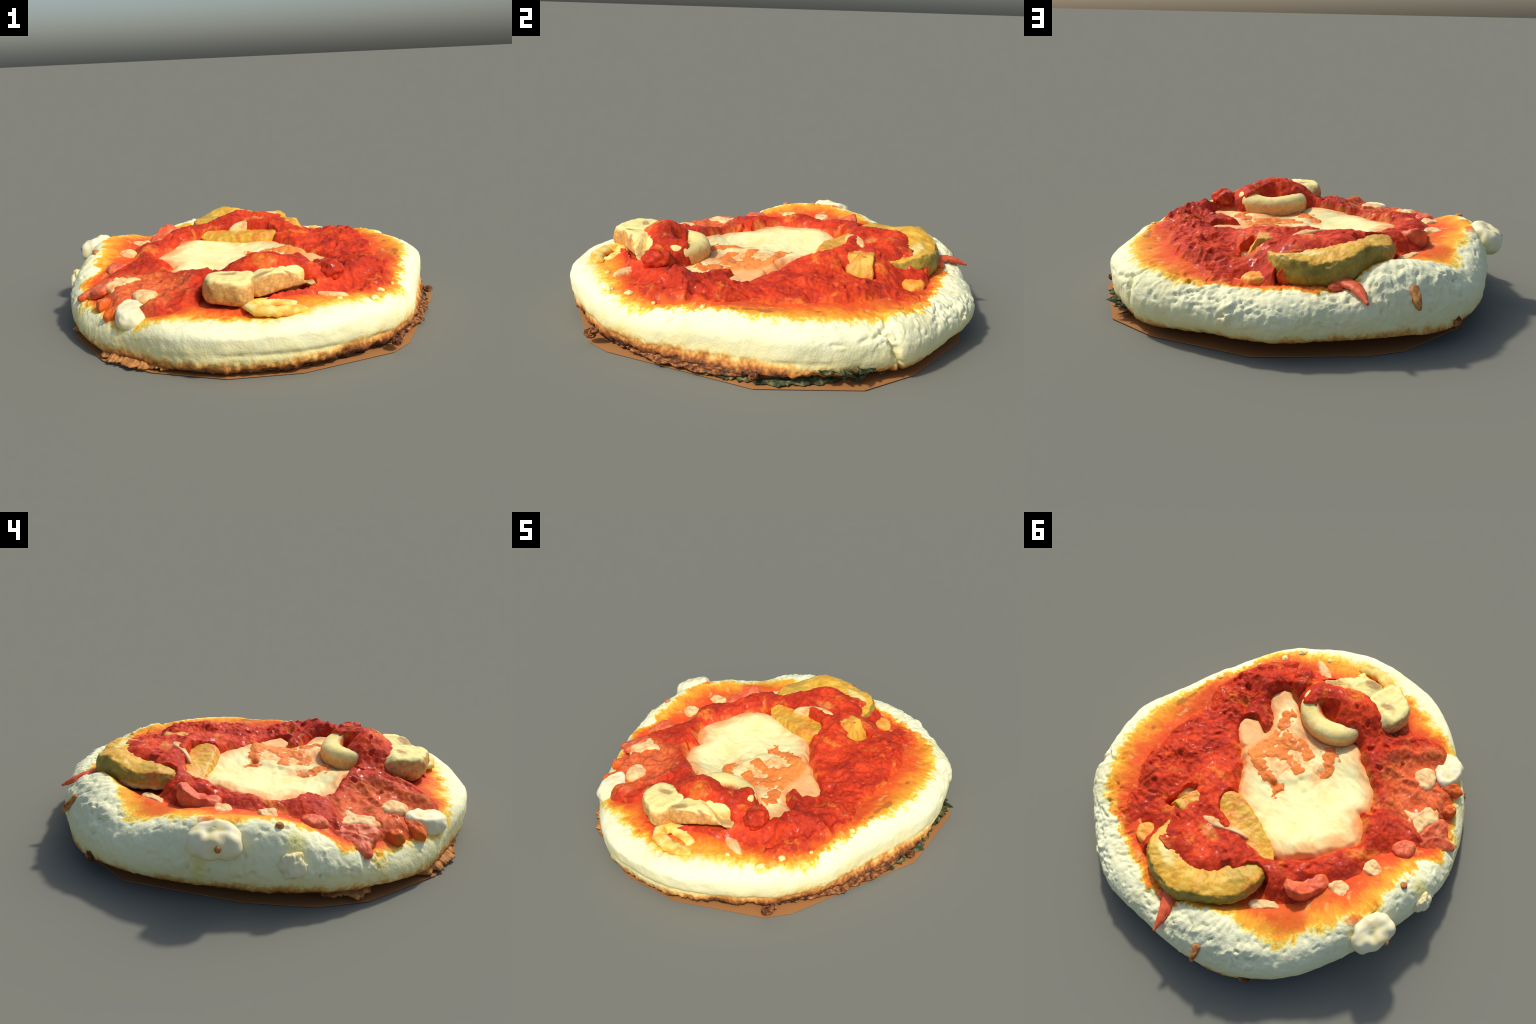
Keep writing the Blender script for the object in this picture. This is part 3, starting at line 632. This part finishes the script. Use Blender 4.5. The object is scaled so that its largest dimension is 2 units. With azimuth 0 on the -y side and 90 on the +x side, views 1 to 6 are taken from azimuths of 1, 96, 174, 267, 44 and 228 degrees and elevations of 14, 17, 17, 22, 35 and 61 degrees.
M_GREEN = plain_material("scan_backdrop_green", [(.3, (.015, .020, .012)), (.5, (.05, .065, .03)), (.72, (.34, .27, .09))], 30, .8, .15)  # green of backdrop slivers left in the scan, not food
M_BOARD = plain_material("brown_board", [(.3, (.375, .168, .056)), (.7, (.39, .176, .060))], 3, .8, .1, .05)

# --- the parts --------------------------------------------------------------
build_dough(M_DOUGH)
build_sheet("tomato_sauce", M_SAUCE, sauce_top, -.90, .80, -.86, .90, .0046)
build_sheet("melted_cheese", M_CHEESE, cheese_top, -.56, .50, -.46, .40, .006)

# thin board: a many-sided flat sheet, cut with straight edges
BOARD = [(.942, .055), (.877, .497), (.700, .700), (.300, .933), (-.161, .953), (-.326, .913), (-.660, .658), (-.858, .158), (-.909, -.142), (-.873, -.366),
         (-.672, -.700), (-.437, -.855), (-.107, -.958), (.212, -.921), (.616, -.727), (.702, -.620)]
bn = len(BOARD)
bv = [(x, y, 0.0) for x, y in BOARD] + [(x, y, .003) for x, y in BOARD]
board = add("board", bv, [], M_BOARD)
board.data.clear_geometry()
board.data.from_pydata(bv, [], [tuple(range(bn))[::-1], tuple(range(bn, 2 * bn))] + [(i, (i + 1) % bn, bn + (i + 1) % bn, bn + i) for i in range(bn)])
board.data.update()

# mushroom ring: an oval hoop whose tube sits deep in the cheese
def build_ring():
    n, k = 120, 40
    th = np.arange(n) / n * TAU; a = np.arange(k) / k * TAU
    P = np.zeros((k, n, 3))
    for i, ph in enumerate(a):
        out, up = math.cos(ph), math.sin(ph)
        so, su = math.copysign(abs(out) ** .8, out), math.copysign(abs(up) ** .8, up)
        cx, cy = .092 + .132 * np.cos(th), -.440 + .099 * np.sin(th)
        wide = .058 + 0 * th
        top = .364 - .012 * np.sin(th) + .006 * np.cos(th); bot = .235
        P[i] = np.stack([cx + so * wide * np.cos(th), cy + so * wide * np.sin(th), (top + bot) / 2 + su * (top - bot) / 2 + .004 * np.sin(3 * th + 1)], -1)
    p = P.reshape(-1, 3); c = np.stack([.092 + .132 * np.cos(th), -.440 + .099 * np.sin(th), np.full(n, .32)], -1)
    d = .05 * fbm(p, 16, 3, 600)
    p = (c[None] + (P - c[None]) * (1 + d.reshape(k, n, 1))).reshape(-1, 3)
    i, j = np.meshgrid(np.arange(k), np.arange(n), indexing="ij"); i2, j2 = (i + 1) % k, (j + 1) % n
    f = np.stack([i * n + j, i * n + j2, i2 * n + j2, i2 * n + j], -1).reshape(-1, 4)
    return add("mushroom_ring", p, f, M_RING)
build_ring()

# mushroom slice at the front: blunt stalk and a curved cap, one slab in two parts
slice_ = bpy.data.objects.new("mushroom_slice", None); bpy.context.scene.collection.objects.link(slice_); slice_.parent = pizza
stalk_top = lambda x, y: .366 - .030 * smooth(y, -.62, -.55)
cap_top = lambda x, y: .374 - .060 * smooth(x, .13, .30) - .050 * smooth(y + .30 * x, -.575, -.50) - .020 * smooth(-x, -.06, .02)
pillow("mushroom_stalk", [(-.190, -.58), (-.210, -.645), (-.205, -.710), (-.160, -.760), (-.095, -.790), (-.040, -.808), (.003, -.775), (.03, -.66), (.02, -.56), (-.08, -.53)],
       stalk_top, .250, M_MUSH, .32, lump=.006, scale=14, seed=1, parent=slice_)
pillow("mushroom_cap", [(-.04, -.60), (-.045, -.70), (.01, -.738), (.08, -.724), (.155, -.678), (.225, -.627), (.292, -.576), (.27, -.52), (.15, -.50), (.05, -.52)],
       cap_top, lambda x, y: .275 + .020 * smooth(x, -.05, .25), M_MUSH, .17, lump=.006, scale=16, seed=2, parent=slice_)

# courgette slab: thick half-moon with a knobbly rind, mostly buried in sauce
courg_top = Levels([(.15, .76, .366), (.05, .79, .352), (-.01, .81, .350), (-.09, .77, .382), (-.2, .70, .402), (-.29, .60, .374), (-.33, .48, .368), (-.25, .53, .378), (-.24, .44, .350), (-.1, .42, .335), (.06, .36, .335), (.0, .58, .345), (-.1, .58, .355), (-.2, .60, .378), (.2, .45, .335), (.2, .6, .330), (.14, .66, .345), (.0, .7, .372), (-.26, .345, .312), (-.12, .31, .328), (.05, .265, .345), (-.27, .325, .295)], .13, .35, .008)
pillow("courgette_slice", [(.165, .760), (.09, .812), (-.01, .832), (-.10, .828), (-.205, .770), (-.295, .690), (-.348, .590), (-.352, .485), (-.315, .40), (-.27, .325), (-.13, .272), (.0, .245), (.085, .24), (.16, .32), (.205, .42), (.215, .55), (.205, .68)],
       courg_top, lambda x, y: .240 + .045 * smooth(-x, .05, .33), M_COURG, .09, n=260, lump=.0055, scale=26, seed=3, centre=(-.04, .53), rows=12)
pillow("courgette_chunk", [(.16, .390), (.225, .385), (.272, .388), (.280, .396), (.292, .455), (.298, .506), (.290, .514), (.23, .520), (.16, .518), (.155, .46)], lambda x, y: .366 - 2.0 * np.maximum(0, x - .222 - .20 * (y - .39)), .235, M_CHUNK, .16, lump=.009, scale=16, seed=4)
pillow("courgette_seed_flesh", CREAM_STRIP, lambda x, y: SAUCE(x, y) + .009, .30, M_CRUMB, .5, n=64, lump=.002, scale=20, seed=5, rows=7)

# soft onion half-ring and cheese smears on the front edge
taper("onion_half_ring", [(.195, -.765, .250), (.10, -.735, .250), (.03, -.735, .252), (-.005, -.775, .252), (.03, -.825, .248), (.11, -.842, .247), (.19, -.825, .247), (.235, -.800, .243)],
      [.026, .040, .042, .036, .036, .036, .034, .020], [.014, .018, .020, .021, .023, .023, .021, .010], M_BUTTER, 1, lump=.25)
pillow("cheese_smear", [(.26, -.60), (.32, -.59), (.40, -.635), (.43, -.665), (.38, -.675), (.31, -.65)], lambda x, y: dough_top(x, y) + .012, .22, M_CRUMB, .5, lump=.003, seed=6)

# fresh curds clinging to crust and sauce
pillow("curd", [(-.800, .335), (-.790, .255), (-.825, .180), (-.878, .160), (-.925, .178), (-.940, .225), (-.930, .315), (-.895, .372), (-.835, .372)], lambda x, y: .358 - .35 * np.maximum(0, -x - .84), .225, M_CURD, .60, lump=.016, scale=7, seed=77)
blob("curd", (-.905, -.045, .195), (.045, .058, .058), M_CURD, lump=.22, scale=1.6, seed=8)
pillow("curd", [(-.455, -.655), (-.450, -.725), (-.485, -.775), (-.555, -.765), (-.600, -.70), (-.605, -.63), (-.575, -.575), (-.52, -.585)], lambda x, y: .232 + .20 * (y + .70), .150, M_CURD, .32, lump=.007, scale=12, seed=9)

CRUMBS = [  # outline, top height above which it stands
    ([(-.517, -.312), (-.592, -.352), (-.600, -.420), (-.655, -.440), (-.700, -.395), (-.680, -.335), (-.682, -.265), (-.640, -.245), (-.575, -.275)], .268, .008),
    ([(-.430, -.535), (-.455, -.595), (-.500, -.600), (-.545, -.550), (-.540, -.490), (-.475, -.475)], .264, .006),
    ([(-.612, .050), (-.625, .008), (-.660, .000), (-.712, .030), (-.690, .075), (-.63, .085)], .319, .007),
    ([(-.568, .250), (-.592, .200), (-.660, .185), (-.690, .225), (-.655, .270), (-.600, .272)], .326, .007),
    ([(.235, .30), (.28, .27), (.325, .31), (.335, .40), (.31, .47), (.27, .40)], .268, .004),
    ([(-.36, .56), (-.44, .49), (-.50, .49), (-.46, .53), (-.40, .60)], .292, .005),
]
for i, (o, z, lump) in enumerate(CRUMBS):
    pillow("cheese_crumb", o, z, z - .06, M_CRUMB, .40, n=64, lump=lump, scale=18, seed=20 + i, rows=7)
for i, (x, y, r, h) in enumerate(((.382, -.708, .014, .010), (.540, -.655, .024, .013), (.582, -.550, .022, .014), (.725, -.192, .016, .012), (.655, -.42, .010, .008))):
    blob("cheese_crumb", (x, y, dough_top(np.array(x), np.array(y)).item() - .002), (r, r * .8, h), M_PALE, turn=i * 1.1, lump=.25, seed=40 + i, n=14)

# pieces of tomato and pepper
pillow("tomato_piece", [(-.405, .385), (-.435, .310), (-.52, .235), (-.575, .255), (-.565, .33), (-.535, .40), (-.49, .43), (-.44, .425)], lambda x, y: .332 + .55 * np.maximum(0, y - .33), .25, M_TOMATO, .28, lump=.007, scale=16, seed=10)
pillow("tomato_piece", [(-.68, -.25), (-.74, -.235), (-.79, -.29), (-.835, -.345), (-.835, -.375), (-.79, -.385), (-.73, -.43), (-.69, -.42), (-.68, -.34)], lambda x, y: .255 + .38 * (x + .72), lambda x, y: .205 + .30 * (x + .72), M_TOMATO, .35, lump=.007, scale=20, seed=11)
pillow("tomato_piece", [(-.56, -.55), (-.61, -.565), (-.655, -.60), (-.66, -.645), (-.615, -.655), (-.58, -.63), (-.55, -.60)], lambda x, y: .228 - .3 * np.maximum(0, -x - .60), .15, M_SAUCE, .6, lump=.007, scale=18, seed=12)
pillow("tomato_piece", [(-.66, -.52), (-.70, -.545), (-.72, -.515), (-.70, -.47), (-.66, -.47)], .232, .17, M_SAUCE, .6, lump=.006, scale=18, seed=13)
pillow("tomato_piece", [(-.70, -.10), (-.735, -.15), (-.71, -.21), (-.66, -.20), (-.63, -.14), (-.65, -.10)], lambda x, y: .298, .24, M_TOMATO, .4, lump=.005, scale=20, seed=14)
blob("tomato_piece", (.355, -.475, .318), (.060, .075, .050), M_SAUCE, turn=.5, lump=.18, seed=15)
blob("tomato_piece", (.150, .748, .262), (.030, .030, .050), M_SAUCE, lump=.3, seed=16)
blob("tomato_piece", (.405, .555, .242), (.045, .055, .026), M_SAUCE, turn=.3, lump=.22, seed=17)
blob("tomato_piece", (-.05, .845, .255), (.035, .025, .020), M_TOMATO, lump=.2, seed=18, n=16)
taper("tomato_strip", [(-.055, .795, .262), (-.088, .838, .272), (-.118, .885, .272), (-.136, .935, .256), (-.149, .990, .234)], [.038, .036, .030, .021, .006], [.018, .018, .016, .015, .006], M_TOMATO, 2)
pillow("pepper_piece", [(.306, .733), (.322, .690), (.288, .650), (.225, .645), (.192, .690), (.222, .748), (.27, .755)], .266, .21, M_ORANGE, .35, lump=.006, scale=18, seed=19)

# herb flakes and toasted bits stuck on the crust
pillow("toasted_flake", [(-.338, .905), (-.352, .88), (-.368, .885), (-.38, .925), (-.372, .955), (-.352, .945)], lambda x, y: .276 - .9 * np.maximum(0, y - .895), lambda x, y: .235 - .9 * np.maximum(0, y - .895), M_FLAKE, .4, lump=.003, seed=31, rows=5, n=40)
pillow("toasted_flake", [(-.80, -.003), (-.825, -.012), (-.838, .008), (-.823, .022), (-.805, .014)], .343, .315, M_FLAKE, .4, lump=.003, seed=32, rows=5, n=32)
blob("toasted_flake", (-.945, .255, .292), (.012, .014, .014), M_FLAKE, lump=.3, seed=33, n=12)
for i, (x, y, z, r) in enumerate(((-.561, .800, .078, .034), (.632, -.715, .050, .028), (.650, -.690, .070, .020), (.915, .050, .045, .022), (-.885, -.18, .045, .014))):
    blob("burnt_crumb", (x, y, z), (r, r * .8, r * .75), M_CHAR, turn=i, lump=.35, scale=3, seed=50 + i, n=20)

# frayed, ragged lips near the board: baked dough, and green scan slivers
rng = np.random.default_rng(7)
def ragged(name, a0, a1, r_in, r_out, z_in, z_out, mat, seed, fray=.025, n=90, thick=.006):
    """A thin torn lip running along the foot of the crust between two angles (degrees)."""
    a = np.radians(np.linspace(a0, a1, n)); env = np.sin(np.linspace(0, math.pi, n)) ** .4
    base = ring_values(CR_R, a) - ring_values(CR_RB, a)
    q = xyz(np.cos(a), np.sin(a))
    jag = fray * (fbm(q, 16, 3, seed) + .8 * perlin(q * 55, seed + 5))
    rows = []
    for f in np.linspace(0, 1, 6):
        r = base + r_in + (r_out - r_in + jag) * f * env; z = z_in + (z_out - z_in) * f + .006 * fbm(q + f, 20, 2, seed + 9)
        rows.append(np.stack([r * np.cos(a), r * np.sin(a), np.maximum(z, .008)], -1))
    up = np.array(rows); dn = up - np.array([0, 0, thick]); dn[..., 2] = np.maximum(dn[..., 2], .005)
    loop = np.concatenate([up, dn[::-1]]); m = len(loop); v = loop.reshape(-1, 3); f = []
    for i in range(m):
        k = (i + 1) % m
        for j in range(n - 1): f.append((i * n + j, i * n + j + 1, k * n + j + 1, k * n + j))
    f.append(tuple(i * n for i in range(m))); f.append(tuple(i * n + n - 1 for i in range(m))[::-1])
    return add(name, v, f, mat)
ragged("toasted_lip", 222, 248, -.03, .045, .060, .018, M_FLAKE, 701)
ragged("toasted_lip", 192, 206, -.03, .030, .055, .030, M_FLAKE, 702, n=50)
ragged("burnt_lip", 258, 304, -.05, .030, .035, .018, M_CHAR, 703, fray=.012)
ragged("burnt_lip", 298, 362, -.04, .046, .050, .024, M_CHAR, 704, fray=.014, n=140)
ragged("backdrop_sliver", 326, 402, -.06, .012, .036, .012, M_GREEN, 705, fray=.022, n=160)  # scan artefact: ragged green backdrop strip along the foot, not burnt crust

ragged("backdrop_sliver", 19, 37, -.03, .075, .100, .070, M_GREEN, 709, fray=.045, n=60)  # larger flap of the same green scan leftovers, no real crust

# dark green splinters by the big crack: stray backdrop bits of the scan
def shards():
    V, F = [], []
    for i in range(34):
        a = math.radians(rng.uniform(20, 42)); base = ring_values(CR_R, np.array(a)).item() - ring_values(CR_RB, np.array(a)).item()
        r = base + rng.uniform(-.02, .075) * (1 - abs(math.degrees(a) - 29) / 16); z = rng.uniform(.03, .10)
        d = rng.normal(size=(4, 3)) * .014; c = np.array([r * math.cos(a), r * math.sin(a), z])
        k = len(V); V += [c + e * np.array([1.4, 1.4, .7]) for e in d]
        F += [(k, k + 1, k + 2), (k, k + 3, k + 1), (k + 1, k + 3, k + 2), (k, k + 2, k + 3)]
    c = np.array([.906, .471, .082]); k = len(V)
    V += [c, c + np.array([-.05, -.01, .012]), c + np.array([-.05, .03, -.012]), c + np.array([-.045, .0, -.022])]
    F += [(k, k + 1, k + 2), (k, k + 3, k + 1), (k + 1, k + 3, k + 2), (k, k + 2, k + 3)]
    o = add("backdrop_splinters", V, F, M_GREEN, stuff=True)
    o.data.polygons.foreach_set("use_smooth", np.zeros(len(o.data.polygons), bool))
shards()

# consistent outward normals
import bmesh
for o in bpy.data.objects:
    if o.type == "MESH" and o.name.split(".")[0] not in ("tomato_sauce", "melted_cheese"):
        bm = bmesh.new(); bm.from_mesh(o.data); bmesh.ops.recalc_face_normals(bm, faces=bm.faces); bm.to_mesh(o.data); bm.free()
